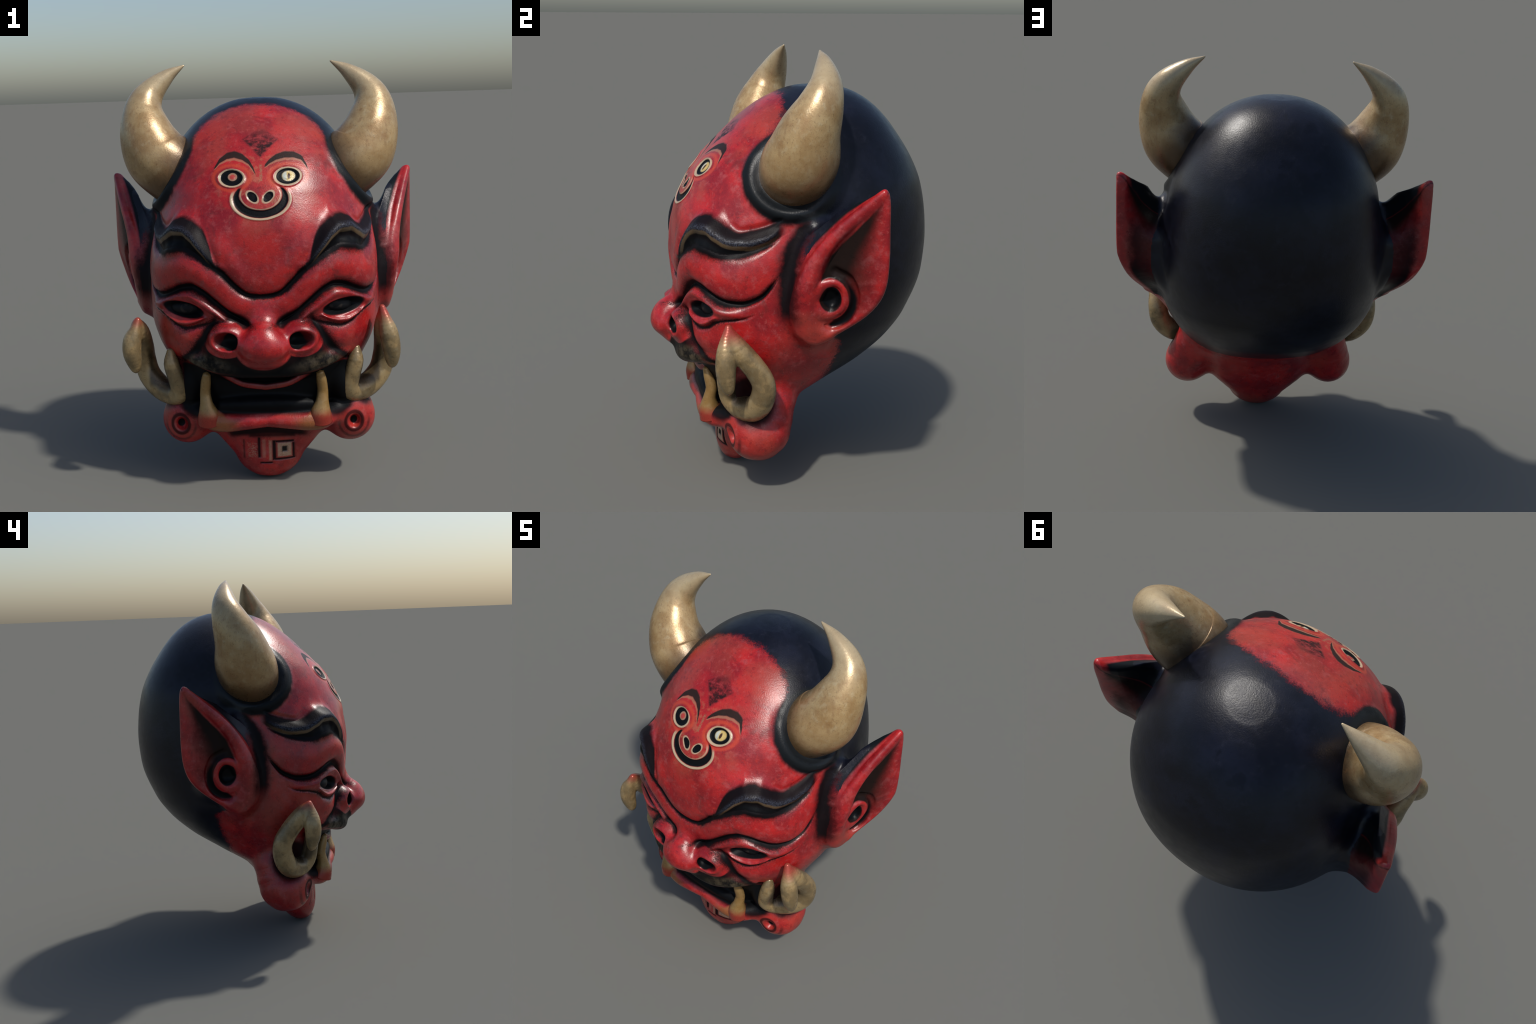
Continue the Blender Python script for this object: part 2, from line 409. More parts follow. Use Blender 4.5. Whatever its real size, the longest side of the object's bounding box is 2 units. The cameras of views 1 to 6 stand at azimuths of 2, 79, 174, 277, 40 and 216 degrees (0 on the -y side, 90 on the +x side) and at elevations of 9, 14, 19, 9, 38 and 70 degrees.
class Kit:
    def __init__(self, name):
        self.mat = bpy.data.materials.new(name); self.mat.use_nodes = True
        self.t = self.mat.node_tree; self.t.nodes.clear()
        tc = self.t.nodes.new('ShaderNodeTexCoord'); self.obj = tc.outputs['Object']
        sp = self.t.nodes.new('ShaderNodeSeparateXYZ'); self.t.links.new(self.obj, sp.inputs[0])
        self.x, self.y, self.z = [V(self, sp.outputs[i]) for i in range(3)]
    def plug(self, sock, v):
        if isinstance(v, V): self.t.links.new(v.s, sock)
        elif hasattr(v, 'is_output'): self.t.links.new(v, sock)
        else: sock.default_value = v
    def math(self, op, *a, clamp=False):
        n = self.t.nodes.new('ShaderNodeMath'); n.operation = op; n.use_clamp = clamp
        for i, v in enumerate(a): self.plug(n.inputs[i], v)
        return V(self, n.outputs[0])
    def ramp(self, v, a, b, lo=0.0, hi=1.0):
        """smoothstep of v from a to b"""
        n = self.t.nodes.new('ShaderNodeMapRange'); n.interpolation_type = 'SMOOTHSTEP'
        rev = a > b
        for i, q in enumerate((v, b if rev else a, a if rev else b, hi if rev else lo, lo if rev else hi)): self.plug(n.inputs[i], q)
        return V(self, n.outputs[0])
    def curve(self, v, fn, lo, hi, n=28):
        """1-D function as a Float Curve node"""
        xs = np.linspace(lo, hi, n); ys = np.array([float(fn(np.array([q]))[0]) for q in xs])
        y0, y1 = ys.min(), ys.max(); y1 = y1 if y1 > y0 else y0+1
        f = (v-float(lo))*float(1/(hi-lo))
        nd = self.t.nodes.new('ShaderNodeFloatCurve'); c = nd.mapping.curves[0]
        c.points[0].location = (0, (ys[0]-y0)/(y1-y0)); c.points[1].location = (1, (ys[-1]-y0)/(y1-y0))
        for i in range(1, n-1): c.points.new(i/(n-1), (ys[i]-y0)/(y1-y0))
        nd.mapping.update()
        self.plug(nd.inputs['Value'], f._m('MAXIMUM', 0.0).min(1.0))
        return V(self, nd.outputs[0])*float(y1-y0)+float(y0)
    def noise(self, scale, detail=4.0, rough=.55, stretch=None, distortion=0.0):
        n = self.t.nodes.new('ShaderNodeTexNoise')
        n.inputs['Scale'].default_value = scale; n.inputs['Detail'].default_value = detail
        n.inputs['Roughness'].default_value = rough; n.inputs['Distortion'].default_value = distortion
        src = self.obj
        if stretch:
            mp = self.t.nodes.new('ShaderNodeMapping'); mp.inputs['Scale'].default_value = stretch
            self.t.links.new(self.obj, mp.inputs[0]); src = mp.outputs[0]
        self.t.links.new(src, n.inputs['Vector'])
        return V(self, n.outputs['Fac'])
    def mix(self, f, a, b):
        n = self.t.nodes.new('ShaderNodeMix'); n.data_type = 'RGBA'
        self.plug(n.inputs[0], f)
        for i, v in ((6, a), (7, b)): self.plug(n.inputs[i], (*v, 1.0) if isinstance(v, tuple) else v)
        return n.outputs[2]
    def box(self, cx, cz, hx, hz, soft=.005):
        u = (self.x-cx).abs()-hx; w = (self.z-cz).abs()-hz
        return self.ramp(u.max(w), soft, -soft)
    def oval(self, x, z, cx, cz, rx, rz, turn=0.0):
        """normalised radius of an ellipse"""
        c, s = math.cos(turn), math.sin(turn)
        u = (x-cx)*(c/rx)+(z-cz)*(s/rx); w = (x-cx)*(-s/rz)+(z-cz)*(c/rz)
        return self.math('SQRT', u*u+w*w)
    def finish(self, colour, rough, metallic=0.0, bump=None, bump_h=.002, coat=0.0, spec=.5):
        b = self.t.nodes.new('ShaderNodeBsdfPrincipled'); o = self.t.nodes.new('ShaderNodeOutputMaterial')
        self.plug(b.inputs['Base Color'], colour if not isinstance(colour, tuple) else (*colour, 1))
        self.plug(b.inputs['Roughness'], rough); self.plug(b.inputs['Metallic'], metallic)
        b.inputs['Coat Weight'].default_value = coat; b.inputs['Coat Roughness'].default_value = .25
        self.plug(b.inputs['Specular IOR Level'], spec)
        if bump is not None:
            n = self.t.nodes.new('ShaderNodeBump'); n.inputs['Strength'].default_value = 1.0; n.inputs['Distance'].default_value = bump_h
            self.plug(n.inputs['Height'], bump); self.t.links.new(n.outputs[0], b.inputs['Normal'])
        self.t.links.new(b.outputs[0], o.inputs[0])
        return self.mat

BLACK = (.0035, .004, .005)
CREAM = (.42, .31, .20)

def red_lacquer(k):
    """mottled red paint, shared by every red part"""
    n5 = k.noise(60, 4, .7)
    n1 = k.noise(7, 5, .6); n2 = k.noise(22, 5, .65); n3 = k.noise(150, 3, .7); n4 = k.noise(3.3, 3, .5)
    c = k.mix(k.ramp(n1, .36, .66), (.23, .007, .011), (.42, .014, .014))
    c = k.mix(k.ramp(n2, .50, .72)*.65, c, (.36, .060, .062))
    c = k.mix(k.ramp(n4, .48, .66)*.5, c, (.29, .050, .030))
    c = k.mix(k.ramp(n2, .42, .28)*.55, c, (.15, .007, .010))
    c = k.mix(k.ramp(n3, .60, .76)*.45, c, (.09, .014, .013))
    c = k.mix(k.ramp(n5, .55, .72)*.35, c, (.46, .095, .085))
    c = k.mix(k.ramp(n5, .44, .30)*.45, c, (.10, .010, .012))
    n6 = k.noise(11, 6, .72, distortion=.6)
    c = k.mix(k.ramp(n6, .56, .70)*.5, c, (.105, .016, .014))
    c = k.mix(k.ramp(n6, .42, .30)*.4, c, (.50, .022, .012))
    return c, n1, n2, n3

EAR_CREASE = pchip([.72, .78, .843, .933, 1.02, 1.124, 1.193, 1.265, 1.33], [80, 73.5, 70.6, 69.3, 69.2, 69.8, 71.5, 76, 82])
def ear_crease(k, a, z, n):
    c = k.curve(z, EAR_CREASE, .72, 1.33, 24)
    d = (a-c+(n-.5)*4)
    return k.ramp(d.abs(), 7.0, 2.0)*k.ramp(z, .80, .92, .25, 1.0)*k.ramp(z, .70, .78)*k.ramp(z, 1.36, 1.28)

def skin_material():
    k = Kit('lacquered_skin'); k.x = k.x-.010; x, y, z = k.x, k.y, k.z
    ax = x.abs()
    red, n1, n2, n3 = red_lacquer(k)
    a = k.math('ARCTAN2', ax, (y-AXIS_Y)*-1.0)*(180/math.pi)
    wob = (n2-.5)*.012
    zz = z+wob

    # antique black rubbed into the lines of the face
    def line(L, lo, hi, fade=5., grow=1.0, soft=.55):
        f = k.curve(a, L.f, L.f.lo, L.f.hi, 40)
        w = k.curve(a, lambda q: L.w(q)*L.g(q)*grow, L.f.lo, L.f.hi, 40)
        d = (zz-f).abs()/w
        return k.ramp(d, 1.25, soft)*k.ramp(a, lo-fade, lo)*k.ramp(a, hi+fade, hi)
    ink = line(FURROW, -9, 60, 6., 1.0)
    ink = ink.max(line(LID_FOLD, 8, 62, 5., 1.0))
    ink = ink.max(line(EYE_BAG, 20, 50, 6., .9, .2)*.93)
    ink = ink.max(line(NASOLABIAL, 21, 38, 5., 1.15, .3))
    front = k.ramp(y, -.05, -.12)
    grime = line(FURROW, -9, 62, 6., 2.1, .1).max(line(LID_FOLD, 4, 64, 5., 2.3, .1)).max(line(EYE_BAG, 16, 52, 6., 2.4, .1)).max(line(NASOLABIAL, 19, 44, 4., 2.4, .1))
    grime = grime*front*k.ramp(n3+n2*.6, .62, .95)
    ink = ink*front
    ink = ink.max(ear_crease(k, a, z, n2))
    # eyebrow: everything between the upper groove and the furrow
    top = k.curve(a, BROW_TOP.f, BROW_TOP.f.lo, BROW_TOP.f.hi, 40)
    low = k.curve(a, FURROW.f, FURROW.f.lo, FURROW.f.hi, 40)
    rid = k.curve(a, BROW.f, BROW.f.lo, BROW.f.hi, 40)
    brow = k.ramp(top+.012-zz, -.012, .012)*k.ramp(zz-low, -.006, .010)*k.ramp(a, 17.2, 19.0)*k.ramp(a, 69, 64)
    crest = k.ramp((zz-rid+.006).abs(), .03, .008)*k.ramp(a, 18, 23)*k.ramp(a, 66, 58)*brow
    crest_low = k.ramp((zz-rid+.020).abs(), .014, .004)*k.ramp(a, 18, 23)*k.ramp(a, 66, 58)*brow
    # eye sockets
    u = (a-EYE_C[0])*(math.pi/180*.57/.092); w = (z-EYE_C[1]-(a-EYE_C[0])*(EYE_TILT*math.pi/180*.57))*(1/EYE_H)
    eye = k.ramp(k.math('SQRT', u*u+w*w), 1.02, .86)*front

    c = k.mix(grime*.92, red, (.022, .009, .008))
    c = k.mix(ink*.99, c, BLACK)
    c = k.mix(brow*.99, c, BLACK)
    c = k.mix(crest*k.ramp(n3, .3, .7)*.55, c, (.055, .065, .095))
    c = k.mix(crest_low*.6, c, (.16, .095, .035))
    c = k.mix(eye, c, BLACK)

    # moustache roll: dark bronze; black under and around the nose
    mtop = lin([(0, .60), (.10, .64), (.20, .675), (.27, .685), (.33, .668), (.39, .655), (.5, .60)])
    mlow = lin([(0, .585), (.2, .590), (.3, .605), (.37, .622), (.5, .60)])
    mt = k.curve(ax, mtop, 0, .5, 30); ml = k.curve(ax, mlow, 0, .5, 30)
    # distance ahead of the moustache separates the nose (further forward) from it
    nose = k.ramp(k.oval(ax, z, 0., .742, .135, .125), 1.05, .95)*k.ramp(y, -.535, -.56)
    wing = k.ramp(k.oval(ax, z, .176, .757, .100, .084), 1.06, .96)*k.ramp(y, -.475, -.505)
    nose = nose.max(wing)
    under = k.ramp(k.oval(ax, z, 0., .70, .30, .135), 1.12, .85)*k.ramp(y, -.40, -.44)*nose.inv()*k.ramp(z, .85, .80)
    bridge_side = k.ramp(k.oval(ax, z, .115, .845, .075, .03, .35), 1.3, .6)*k.ramp(y, -.40, -.44)*nose.inv()
    c = k.mix(under*.985, c, BLACK)
    c = k.mix(bridge_side*.96, c, BLACK)
    stache = k.ramp(mt-zz, -.012, .02)*k.ramp(zz-ml, -.004, .012)*k.ramp(ax, .375, .33)*k.ramp(y, -.40, -.43)*nose.inv()
    c = k.mix(stache, c, BLACK)
    c = k.mix(stache*k.ramp(ax, .08, .30)*k.ramp(n2, .3, .65)*.75, c, (.085, .062, .034))
    # nostrils
    A_, B_ = np.array([.236, -.670, .757]), np.array([.146, -.554, .750]); U_ = (A_-B_)/np.linalg.norm(A_-B_)
    px, py, pz = ax-float(B_[0]), y-float(B_[1]), z-float(B_[2])
    t_ = px*float(U_[0])+py*float(U_[1])+pz*float(U_[2])
    nd = k.math('SQRT', (px*px+py*py+pz*pz-t_*t_).max(0.0))
    c = k.mix(k.ramp(nd, .043, .037)*k.ramp(t_, -.06, -.035), c, BLACK)
    A_, B_ = np.array([.285, -.640, .757]), np.array([.170, -.558, .752]); U_ = (A_-B_)/np.linalg.norm(A_-B_)
    px, py, pz = ax-float(B_[0]), y-float(B_[1]), z-float(B_[2])
    t_ = px*float(U_[0])+py*float(U_[1])+pz*float(U_[2])
    nd = k.math('SQRT', (px*px+py*py+pz*pz-t_*t_).max(0.0))
    c = k.mix(k.ramp(nd, .037, .031)*k.ramp(t_, -.05, -.035), c, BLACK)
    # mouth: black throat, red gum edge, corners
    mouth = k.ramp(z, .355, .375)*k.ramp(zz-k.curve(ax, lin([(0, .590), (.2, .592), (.3, .603), (.37, .615), (.45, .57)]), 0, .45, 20), .012, -.006)*k.ramp(y, -.22, -.28)*k.ramp(ax, .43, .38)
    gumz = k.curve(ax, lin([(0, .498), (.10, .510), (.17, .540), (.23, .575)]), 0, .23, 12)
    gum = k.ramp((z-gumz).abs(), .020, .008)*k.ramp(y, -.405, -.42)*k.ramp(ax, .22, .17)
    lipz = k.curve(ax, lin([(0, .362), (.10, .350), (.18, .355), (.25, .395), (.3, .40)]), 0, .3, 16)
    lipm = k.ramp(zz-lipz, .006, -.012)*k.ramp(y, -.36, -.40)*k.ramp(ax, .30, .25)
    c = k.mix(mouth*(lipm.inv())*(gum*.75).inv(), c, BLACK)
    c = k.mix(lipm*k.ramp(ax, .10, .20)*.55, c, (.23, .13, .035))
    corner = k.ramp(k.oval(ax, z, .34, .43, .085, .11), 1.1, .7)*k.ramp(y, -.24, -.30)
    c = k.mix(corner*.98*lipm.inv(), c, BLACK)
    tusk_bed = k.ramp(k.oval(y, z, -.25, .47, .12, .12), 1.15, .75)*k.ramp(ax, .30, .36)
    c = k.mix(tusk_bed*.95, c, BLACK)
    below_lip = k.ramp((z-.265+(ax*ax)*.6).abs(), .045, .015)*k.ramp(ax, .24, .16)*k.ramp(y, -.29, -.32)
    c = k.mix(below_lip*.96, c, BLACK)
    # jowl spirals
    sp = k.oval(ax, z, .415, .294, .036, .042)
    ring = k.ramp((sp-1.15).abs(), .35, .1)*.85
    ring = ring.max(k.ramp(sp, .55, .4)).max(k.ramp((sp-2.0).abs(), .30, .05)*.55*k.ramp(z, .33, .27))
    c = k.mix(ring*k.ramp(y, -.22, -.28)*k.ramp(ax, .30, .33), c, BLACK)

    # carved seal on the chin
    chin = k.ramp(y, -.28, -.31)
    dark = k.box(-.043, .170, .007, .052)
    dark = dark.max(k.box(.029, .155, .009, .050)).max(k.box(.080, .110, .050, .006)).max(k.box(.122, .150, .006, .040))
    dark = dark.max(k.box(.079, .160, .013, .014)).max(k.box(.08, .198, .045, .006)).max(k.box(-.01, .092, .03, .005)).max(k.box(-.116, .16, .005, .05)*.7)
    dark = dark.max(k.box(.02, .232, .11, .010, .010)*.8)
    pale = k.box(.079, .157, .033, .034).max(k.box(.011, .155, .007, .050)*.7).max(k.box(-.020, .165, .008, .046)*.35).max(k.box(-.075, .155, .022, .035, .010)*k.ramp(n3, .45, .6)*.7)
    c = k.mix(pale*k.ramp(n3, .95, .4)*chin*.8, c, CREAM)
    c = k.mix(dark*chin*.97, c, BLACK)

    # painted face on the forehead
    fh = k.ramp(y, -.20, -.24)
    def put(mask, col, amt=1.0):
        nonlocal c
        c = k.mix(mask*fh*amt, c, col)
    ex = x+.004+(n2-.5)*.006; ez = z+(n1-.5)*.006
    halo = k.oval(ex, ez, .007, 1.44, .24, .20)
    put(k.ramp(halo, 1.1, .4)*k.ramp(n2, .5, .62)*.35, (.40, .12, .04))
    dia = (((ex-.008).abs())*(1/.088)).max(0.0)
    dz = k.ramp(ez, 1.62, 1.645)
    dlow = (ez-1.555)*(1/.085); dtop = (1.70-ez)*(1/.06)
    put(k.ramp(dlow.min(dtop)-dia, -.06, .18)*k.ramp(n2, .68, .38)*k.ramp(ez, 1.73, 1.62, .0, 1.0), (.014, .010, .011), .97)
    for sx, cz, r1, iris in ((-.122, 1.475, .051, 0), (.133, 1.477, .053, 1)):
        e = k.oval(ex, ez, sx, cz, r1, .033)
        put(k.ramp((e-1.62).abs(), .35, .05), (.50, .05, .02), .7)
        put(k.ramp(e, 1.26, 1.16), CREAM)
        put(k.ramp(e, 1.05, .97), BLACK)
        if iris == 0:
            i = k.oval(ex, ez, sx+.004, cz+.003, .022, .017)
            put(k.ramp(i, 1.08, .9), (.30, .16, .10)); put(k.ramp(i, .72, .5), (.36, .04, .03))
        else:
            i = k.oval(ex, ez, sx+.002, cz, .031, .022)
            put(k.ramp(i, 1.08, .8), (.50, .36, .12)); put(k.ramp(ex, sx-.002, sx-.012)*k.ramp(i, 1.0, .8), (.45, .47, .40))
            put(k.ramp(k.oval(ex, ez, sx+.003, cz, .007, .013), 1.1, .7), (.05, .02, .01))
    lb = lin([(-.205, 1.515), (-.18, 1.548), (-.145, 1.570), (-.111, 1.576), (-.075, 1.565), (-.045, 1.543), (-.025, 1.515), (-.014, 1.49)])
    rb = lin([(.026, 1.522), (.05, 1.543), (.08, 1.560), (.12, 1.570), (.16, 1.568), (.195, 1.553), (.215, 1.525), (.225, 1.505)])
    for f, lo, hi in ((lb, -.205, -.014), (rb, .026, .225)):
        cz = k.curve(ex, f, lo, hi, 30)
        wd = k.curve(ex, lambda q, lo=lo, hi=hi: .004+.009*np.sin(np.pi*np.clip((q-lo)/(hi-lo), 0, 1))**.7, lo, hi, 20)
        sl = (ez-cz).abs()/wd
        span = k.ramp(ex, lo-.004, lo+.006)*k.ramp(ex, hi+.004, hi-.006)
        put(k.ramp(sl, 1.5, .8)*span, (.012, .013, .011), .96)
        put(k.ramp(((ez-cz)/wd+1.5).abs(), .6, .2)*span, (.33, .20, .11), .5)
    put(k.box(.006, 1.495, .006, .035, .006)*k.ramp(n3, .4, .55), (.25, .15, .08), .8)
    out = k.oval(ex, ez, .008, 1.383, .126, .081); inn = k.oval(ex, ez, .008, 1.400, .094, .063)
    cut = k.ramp(ez, 1.440, 1.425)
    put(k.ramp((out-1.05).abs(), .075, .035)*k.ramp(ez, 1.425, 1.40), CREAM)
    put(k.ramp(out, 1.01, .96)*k.ramp(inn, 1.0, 1.06)*cut, BLACK)
    put(k.ramp((inn-.97).abs(), .06, .02)*k.ramp(ez, 1.43, 1.41), CREAM, .7)
    for sx, t in ((-.029, -.75), (.043, .75)):
        nz = k.oval(ex, ez, sx, 1.393, .027, .017, t)
        put(k.ramp(nz, 1.42, 1.2), CREAM, .85); put(k.ramp(nz, 1.05, .95), BLACK)

    # black scalp: behind a hairline given as y over height
    hair = pchip([.30, .42, .47, .56, .65, .75, .80, .95, 1.20, 1.28, 1.315, 1.34, 1.40, 1.45, 1.51, 1.59, 1.65, 1.733, 1.78, 1.83],
                 [.40, .20, .10, .10, .12, .13, .03, -.055, -.055, -.02, -.03, -.14, -.215, -.245, -.25, -.205, -.135, -.075, -.055, -.04])
    hy = k.curve(z, hair, .30, 1.83, 60)
    edge = y-hy+(n1-.5)*.05+(n2-.5)*.07+(n3-.5)*.05
    scalp = k.ramp(edge, -.022, .022)
    soft_low = k.ramp(edge, -.05, .09)
    scalp = scalp.max(soft_low*k.ramp(z, .95, .80))*k.ramp(z, .36, .44)
    navy = k.mix(k.ramp(n1, .35, .7), (.003, .0034, .007), (.0075, .009, .018))
    navy = k.mix(k.ramp(n2, .55, .75)*.6, navy, (.013, .014, .024))
    navy = k.mix(k.ramp(k.noise(14, 4, .6), .55, .68)*.85, navy, (.0025, .003, .007))
    c = k.mix(scalp, c, navy)
    # socket rims of the horns stay black
    sx2 = k.math('SQRT', (ax-float(SOCKET_C[0]))*(ax-float(SOCKET_C[0]))+(y-float(SOCKET_C[1]))*(y-float(SOCKET_C[1]))+(z-float(SOCKET_C[2]))*(z-float(SOCKET_C[2])))
    c = k.mix(k.ramp(sx2+(n2-.5)*.02, .225, .205), c, (.008, .010, .012))

    bw = k.t.nodes.new('ShaderNodeRGBToBW'); k.plug(bw.inputs[0], c); lum = V(k, bw.outputs[0])
    k.spec = k.ramp(lum, .006, .06, .10, .5).max(scalp*.30)
    rough = n2*.26+.17+k.ramp(lum, .05, .006)*.16-scalp*.12
    return k.finish(c, rough, bump=n3*.6+n2*.4, bump_h=.0014, spec=k.spec)

def ear_material():
    k = Kit('lacquered_ear'); x, y, z = k.x, k.y, k.z
    ax = x.abs()
    red, n1, n2, n3 = red_lacquer(k)
    dx, dy = ax-EAR_O[0], y-EAR_O[1]
    s = dx*EAR_S[0]+dy*EAR_S[1]+(n2-.5)*.012; n = dx*EAR_S[1]-dy*EAR_S[0]
    n = n-k.curve(z, lin([(.77, -.045), (.90, -.024), (1.06, 0)]), .77, 1.06, 8)
    # hollow's shade painted near-black: strongest behind front rim, fading to back edge
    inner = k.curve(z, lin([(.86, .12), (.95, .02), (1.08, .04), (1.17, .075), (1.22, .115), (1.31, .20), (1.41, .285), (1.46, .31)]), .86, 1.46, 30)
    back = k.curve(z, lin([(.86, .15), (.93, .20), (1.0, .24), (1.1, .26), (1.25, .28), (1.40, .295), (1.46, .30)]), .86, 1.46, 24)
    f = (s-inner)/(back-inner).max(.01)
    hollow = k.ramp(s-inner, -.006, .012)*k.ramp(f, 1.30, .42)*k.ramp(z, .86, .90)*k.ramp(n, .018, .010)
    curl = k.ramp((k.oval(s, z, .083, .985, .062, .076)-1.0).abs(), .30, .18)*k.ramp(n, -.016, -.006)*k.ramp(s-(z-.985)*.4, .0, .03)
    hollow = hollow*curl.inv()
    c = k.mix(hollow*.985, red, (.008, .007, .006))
    groove = k.ramp(k.oval(s, z, .085, .968, .105, .110), 1.15, .95)*k.ramp(n, .000, -.008)
    c = k.mix(groove*curl.inv(), c, BLACK)
    # back of the ear and the crease at its root
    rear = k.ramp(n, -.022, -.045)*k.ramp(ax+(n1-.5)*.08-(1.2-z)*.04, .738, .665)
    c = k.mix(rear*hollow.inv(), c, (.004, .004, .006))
    a = k.math('ARCTAN2', ax-.010, (y-AXIS_Y)*-1.0)*(180/math.pi)
    root = ear_crease(k, a, z, n2)
    c = k.mix(root*.9, c, BLACK)
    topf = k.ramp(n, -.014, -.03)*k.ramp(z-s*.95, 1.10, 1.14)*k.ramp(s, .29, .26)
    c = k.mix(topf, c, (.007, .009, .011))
    bw = k.t.nodes.new('ShaderNodeRGBToBW'); k.plug(bw.inputs[0], c); lum = V(k, bw.outputs[0])
    return k.finish(c, n2*.26+.19, bump=n3*.6+n2*.4, bump_h=.0012, spec=k.ramp(lum, .006, .06, .10, .5))

def bone_material(name, dark_root, kind):
    k = Kit(name); x, y, z = k.x, k.y, k.z; ax = x.abs()
    n1 = k.noise(9, 5, .6); n2 = k.noise(30, 5, .65); n3 = k.noise(120, 4, .75, (1, 1, .7))
    c = k.mix(k.ramp(n1, .32, .68), (.31, .190, .078), (.46, .325, .160))
    c = k.mix(k.ramp(n2, .5, .72)*.5, c, (.50, .41, .25))
    c = k.mix(k.ramp(n2, .42, .28)*.5, c, (.25, .13, .055))
    c = k.mix(k.ramp(n3, .55, .70)*.6, c, (.12, .075, .035))
    if kind == 'horn':
        t = (ax-float(SOCKET_C[0]))*float(SOCKET_A[0])+(y-float(SOCKET_C[1]))*float(SOCKET_A[1])+(z-float(SOCKET_C[2]))*float(SOCKET_A[2])
        c = k.mix(k.ramp(t+(n2-.5)*.05, .13, .0)*.93, c, (.016, .010, .007))
        c = k.mix(k.ramp(z+(n2-.5)*.04, 1.50, 1.38)*.8, c, (.030, .016, .009))
        back = k.ramp(y-ax*.25+(n1-.5)*.05, -.14, -.07)*k.ramp(z+(ax-.5)*.9, 1.70, 1.52)
        c = k.mix(back*.92, c, (.010, .010, .011))
        c = k.mix(k.ramp(z+(n1-.5)*.15, 1.78, 1.50)*.30, c, (.34, .19, .08))
        streak = k.noise(26, 4, .6, (1, 1, .25))
        c = k.mix(k.ramp(streak, .54, .70)*.35, c, (.22, .11, .045))
        c = k.mix(k.ramp(z, 1.76, 1.97)*.5, c, (.54, .46, .31))
    elif kind == 'tusk':
        c = k.mix(.35, c, (.17, .125, .055))
        c = k.mix(k.ramp(n1, .55, .42)*.5, c, (.10, .085, .05))
        tip = k.ramp(z+(n2-.5)*.03, .77, .84)
        c = k.mix(tip*.85, c, (.36, .03, .025))
        hollow = k.ramp(k.oval(y, z, -.315, .56, .075, .11), 1.05, .75)*k.ramp(ax, .565, .545)
        c = k.mix(hollow*.8, c, (.03, .022, .015))
    else:
        c = k.mix(.6, c, (.22, .115, .022))
        c = k.mix(k.ramp(z+(n2-.5)*.03, .40, .345), c, (.30, .035, .022))
        c = k.mix(k.ramp(ax, .272, .245)*k.ramp(y, -.43, -.405)*.9, c, (.02, .02, .02))
    return k.finish(c, n2*.18+.20, metallic=.25, bump=n3*.5+n2*.5, bump_h=.0014)

def eye_material():
    k = Kit('dark_eye')
    n = k.noise(40, 3)
    r = k.oval(k.x.abs(), k.z, .342, .886, .04, .03)
    c = k.mix(k.ramp((r-.55).abs(), .25, .1)*k.ramp(n, .4, .6)*.8, (.004, .0045, .006), (.03, .024, .02))
    return k.finish(c, .55, spec=.2)

# ------------------------------------------------------------------ scene assembly
root = bpy.data.objects.new('demon_mask', None)
bpy.context.scene.collection.objects.link(root)
root["label"] = "red lacquered demon mask with horns, tusks and black scalp"
root["category"] = "mask"

def add(name, verts, faces, mat, normals=None, parent=root):
    me = bpy.data.meshes.new(name)
    nv, nf = len(verts), len(faces)
    me.vertices.add(nv); me.vertices.foreach_set('co', np.asarray(verts, np.float32).ravel())
    f = np.asarray(faces, np.int32); k = f.shape[1]
    me.loops.add(nf*k); me.loops.foreach_set('vertex_index', f.ravel())
    me.polygons.add(nf)
    me.polygons.foreach_set('loop_start', np.arange(0, nf*k, k, dtype=np.int32))
    me.polygons.foreach_set('use_smooth', np.ones(nf, bool))
    me.update(calc_edges=True); me.validate()
    if normals is not None:
        me.normals_split_custom_set_from_vertices(normals.tolist())
    me.materials.append(mat)
    ob = bpy.data.objects.new(name, me); bpy.context.scene.collection.objects.link(ob)
    ob.parent = parent
    return ob

V_, Q_ = mesh_field(body, (-.82, -.72, -.05), (.82, .72, 1.9), STEP)
N_ = grad(body, V_, .002); N_ /= np.linalg.norm(N_, axis=1)[:, None]+1e-12
C_ = V_[Q_].mean(1)
cx, cy, cz = C_.T; cax = np.abs(cx); ca = azimuth(cx, cy)
es, en = ear_frame(cax, cy)

region = np.full(len(Q_), 'face', object)
hair_y = np.interp(cz, [.30, .42, .47, .75, .80, .95, 1.2, 1.315, 1.40, 1.51, 1.65, 1.78, 1.84], [.4, .2, .1, .13, .03, -.055, -.055, -.03, -.215, -.25, -.135, -.055, -.04])
region[(cz > 1.0) & (ca < 60)] = 'forehead'
region[(cz < .95) & (cz > .55)] = 'cheek'
region[(cz <= .55)] = 'jaw'
low, top = FURROW.f(ca), BROW_TOP.f(ca)
region[(ca > 18) & (ca < 68) & (cz > low) & (cz < top) & (cy < -.05)] = 'eyebrow'
region[(cz < low) & (cz > LID_FOLD.f(ca)) & (ca < 68) & (cy < -.05)] = 'brow_pad'
region[(cz < LID_FOLD.f(ca)) & (cz > EYE_BAG.f(ca)) & (ca > 18) & (ca < 56) & (cy < -.2)] = 'eyelid'
region[(cz < .27) & (cax < .24) & (cy < .02)] = 'chin'
region[(cax > .27) & (cz < .43) & (cy < .05) & (cy > -.40)] = 'jowl'
region[(cz > .27) & (cz < .42) & (cy < -.31) & (cax < .36)] = 'lower_lip'
region[(cz > .36) & (cz < .585) & (cy > -.40) & (cy < -.2) & (cax < .26)] = 'mouth'
region[(cz > .575) & (cz < .69) & (cy < -.42) & (cax < .375)] = 'moustache'
region[((cax/.25)**2+((cz-.745)/.12)**2 < 1) & (cy < -.50)] = 'nose'
region[(cy > hair_y)] = 'scalp'
region[(cz < .42) & (cy > hair_y)] = 'jaw'
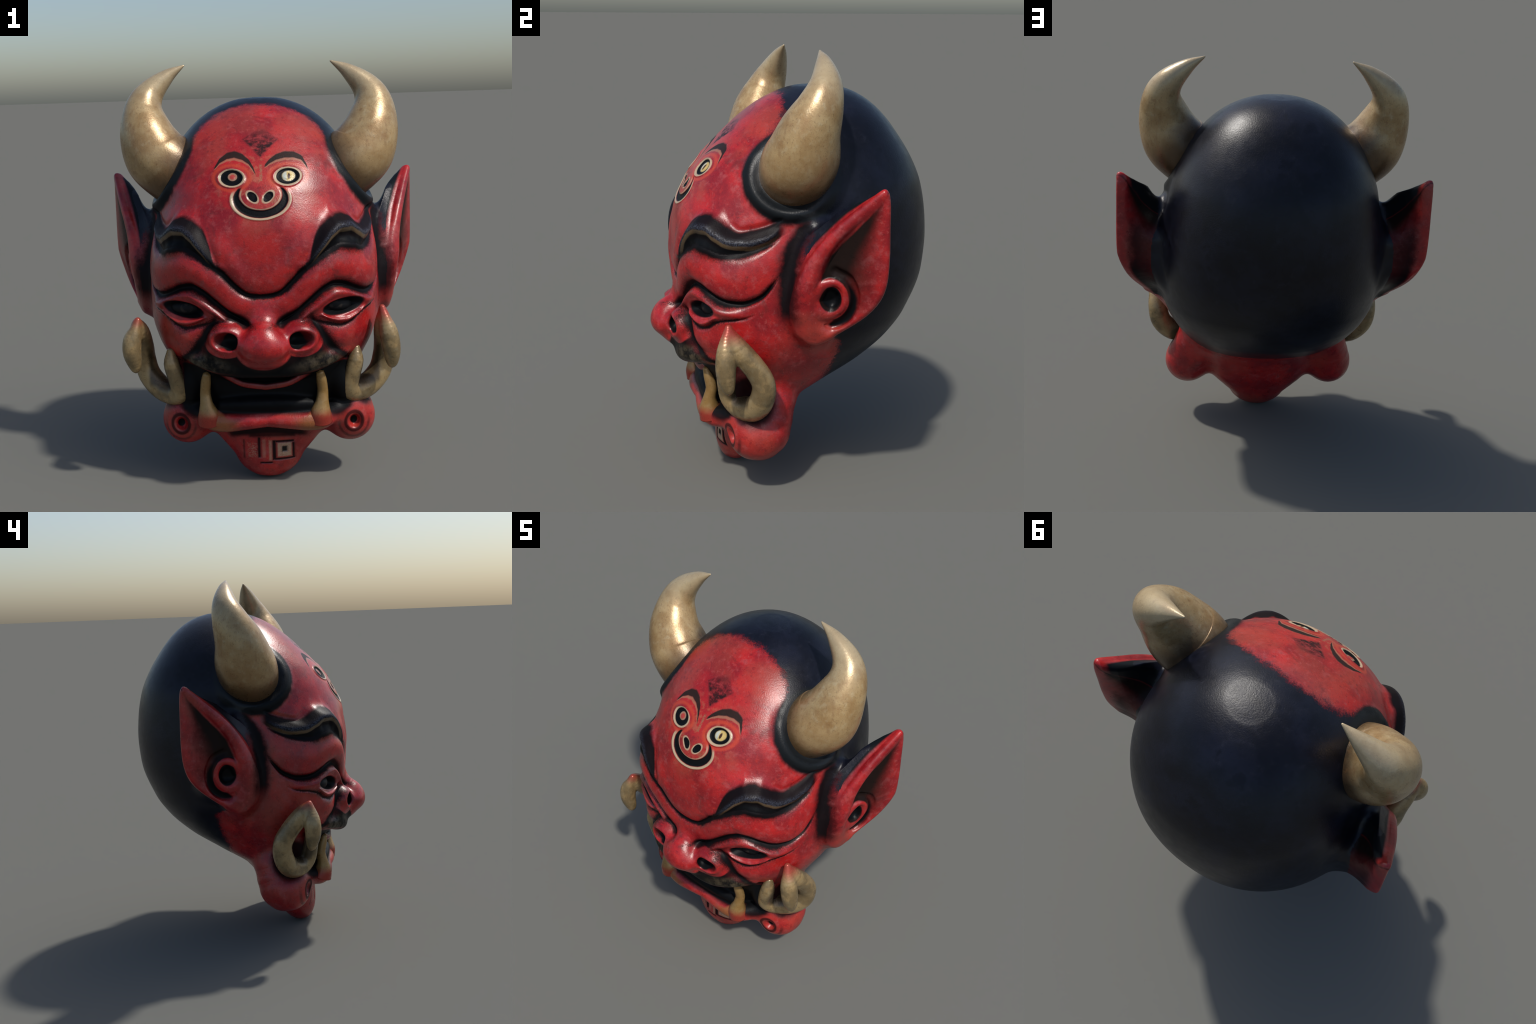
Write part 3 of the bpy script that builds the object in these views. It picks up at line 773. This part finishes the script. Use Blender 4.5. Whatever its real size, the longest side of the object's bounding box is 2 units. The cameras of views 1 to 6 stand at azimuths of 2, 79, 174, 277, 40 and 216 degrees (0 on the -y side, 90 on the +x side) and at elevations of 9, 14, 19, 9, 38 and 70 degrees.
region[(poly_sdf(es, cz, EAR_OUTLINE) < .02) & (en > -.19+.07*np.clip(es/.33, 0, 1)) & (cax > .575)] = 'ear'
sd = np.linalg.norm(np.stack([cax, cy, cz], -1)-SOCKET_C, axis=1)
region[sd < .215] = 'horn_socket'

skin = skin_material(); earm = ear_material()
PAIRED = {'ear', 'eyebrow', 'jowl', 'horn_socket', 'eyelid', 'cheek', 'brow_pad'}
for name in ['scalp', 'forehead', 'face', 'cheek', 'eyebrow', 'brow_pad', 'eyelid', 'nose', 'moustache', 'mouth', 'lower_lip', 'jaw', 'jowl', 'chin', 'horn_socket', 'ear']:
    for side in ((1, -1) if name in PAIRED else (0,)):
        m = region == name
        if side: m &= (cx*side > 0)
        if not m.any(): continue
        q = Q_[m]; used, inv = np.unique(q, return_inverse=True)
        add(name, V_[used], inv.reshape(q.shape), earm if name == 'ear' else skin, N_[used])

def loft(spine, sides=56, n=8, flat=1.0):
    """tapered tube mesh with rounded end through (x, y, z, radius) rows"""
    q = catmull(spine, n); P = q[:, :3]; r = np.maximum(q[:, 3], .001)
    T = np.gradient(P, axis=0); T /= np.linalg.norm(T, axis=1)[:, None]
    u = np.cross(T[0], [0, 1, 0]); u /= np.linalg.norm(u)
    verts = []; t = np.linspace(0, 2*np.pi, sides, endpoint=False)
    for i in range(len(P)):
        u = u-T[i]*(u@T[i]); u /= np.linalg.norm(u); w = np.cross(T[i], u)
        verts.append(P[i]+r[i]*(np.cos(t)[:, None]*u+np.sin(t)[:, None]*w*flat))
    verts = np.vstack(verts+[[P[0]], [P[-1]+T[-1]*r[-1]*.8]])
    k = len(P); f = []
    for i in range(k-1):
        for j in range(sides):
            j2 = (j+1) % sides
            f.append((i*sides+j, i*sides+j2, (i+1)*sides+j2, (i+1)*sides+j))
    nb = k*sides
    tri = [(nb, (j+1) % sides, j) for j in range(sides)]+[(nb+1, (k-1)*sides+j, (k-1)*sides+(j+1) % sides) for j in range(sides)]
    return verts, f, tri

def add_loft(name, spine, mat, mirror, **kw):
    v, f, tri = loft(spine, **kw)
    if mirror:
        v = v*np.array([-1, 1, 1]); f = [q[::-1] for q in f]; tri = [q[::-1] for q in tri]
    me = bpy.data.meshes.new(name); me.from_pydata(v.tolist(), [], f+tri)
    me.polygons.foreach_set('use_smooth', np.ones(len(me.polygons), bool)); me.update()
    me.materials.append(mat)
    ob = bpy.data.objects.new(name, me); bpy.context.scene.collection.objects.link(ob); ob.parent = root
    return ob

horn_m = bone_material('horn_bone', True, 'horn'); tusk_m = bone_material('tusk_bone', True, 'tusk'); fang_m = bone_material('fang_bone', True, 'fang')
eye_m = eye_material()
for mirror in (False, True):
    sgn = -1 if mirror else 1
    add_loft('horn', HORN, horn_m, mirror, sides=72, n=12)
    add_loft('fang', FANG, fang_m, mirror, sides=40, n=8)
    ring, leaf = tusk_spines(.035, .024) if mirror else tusk_spines(0.0, 0.0)
    def tusk(x, y, z):
        x = x*sgn
        return smin(tube(x, y, z, ring, 4), tube(x, y, z, leaf, 4), .018)
    lo, hi = (.32, -.47, .34), (.68, -.12, .90)
    if mirror: lo, hi = (-.68, lo[1], lo[2]), (-.32, hi[1], hi[2])
    v, q = mesh_field(tusk, lo, hi, .006, 2)
    add('tusk', v, q, tusk_m)
    me = bpy.data.meshes.new('eye')
    bm = bmesh.new(); bmesh.ops.create_uvsphere(bm, u_segments=40, v_segments=24, radius=1.0)
    for p in bm.verts: p.co = (sgn*(.335+p.co.x*.085), -.400+p.co.y*.055, .884+p.co.z*.045)
    for fc in bm.faces: fc.smooth = True
    if mirror: bmesh.ops.reverse_faces(bm, faces=bm.faces)
    bm.to_mesh(me); bm.free(); me.materials.append(eye_m)
    ob = bpy.data.objects.new('eye', me); bpy.context.scene.collection.objects.link(ob); ob.parent = root
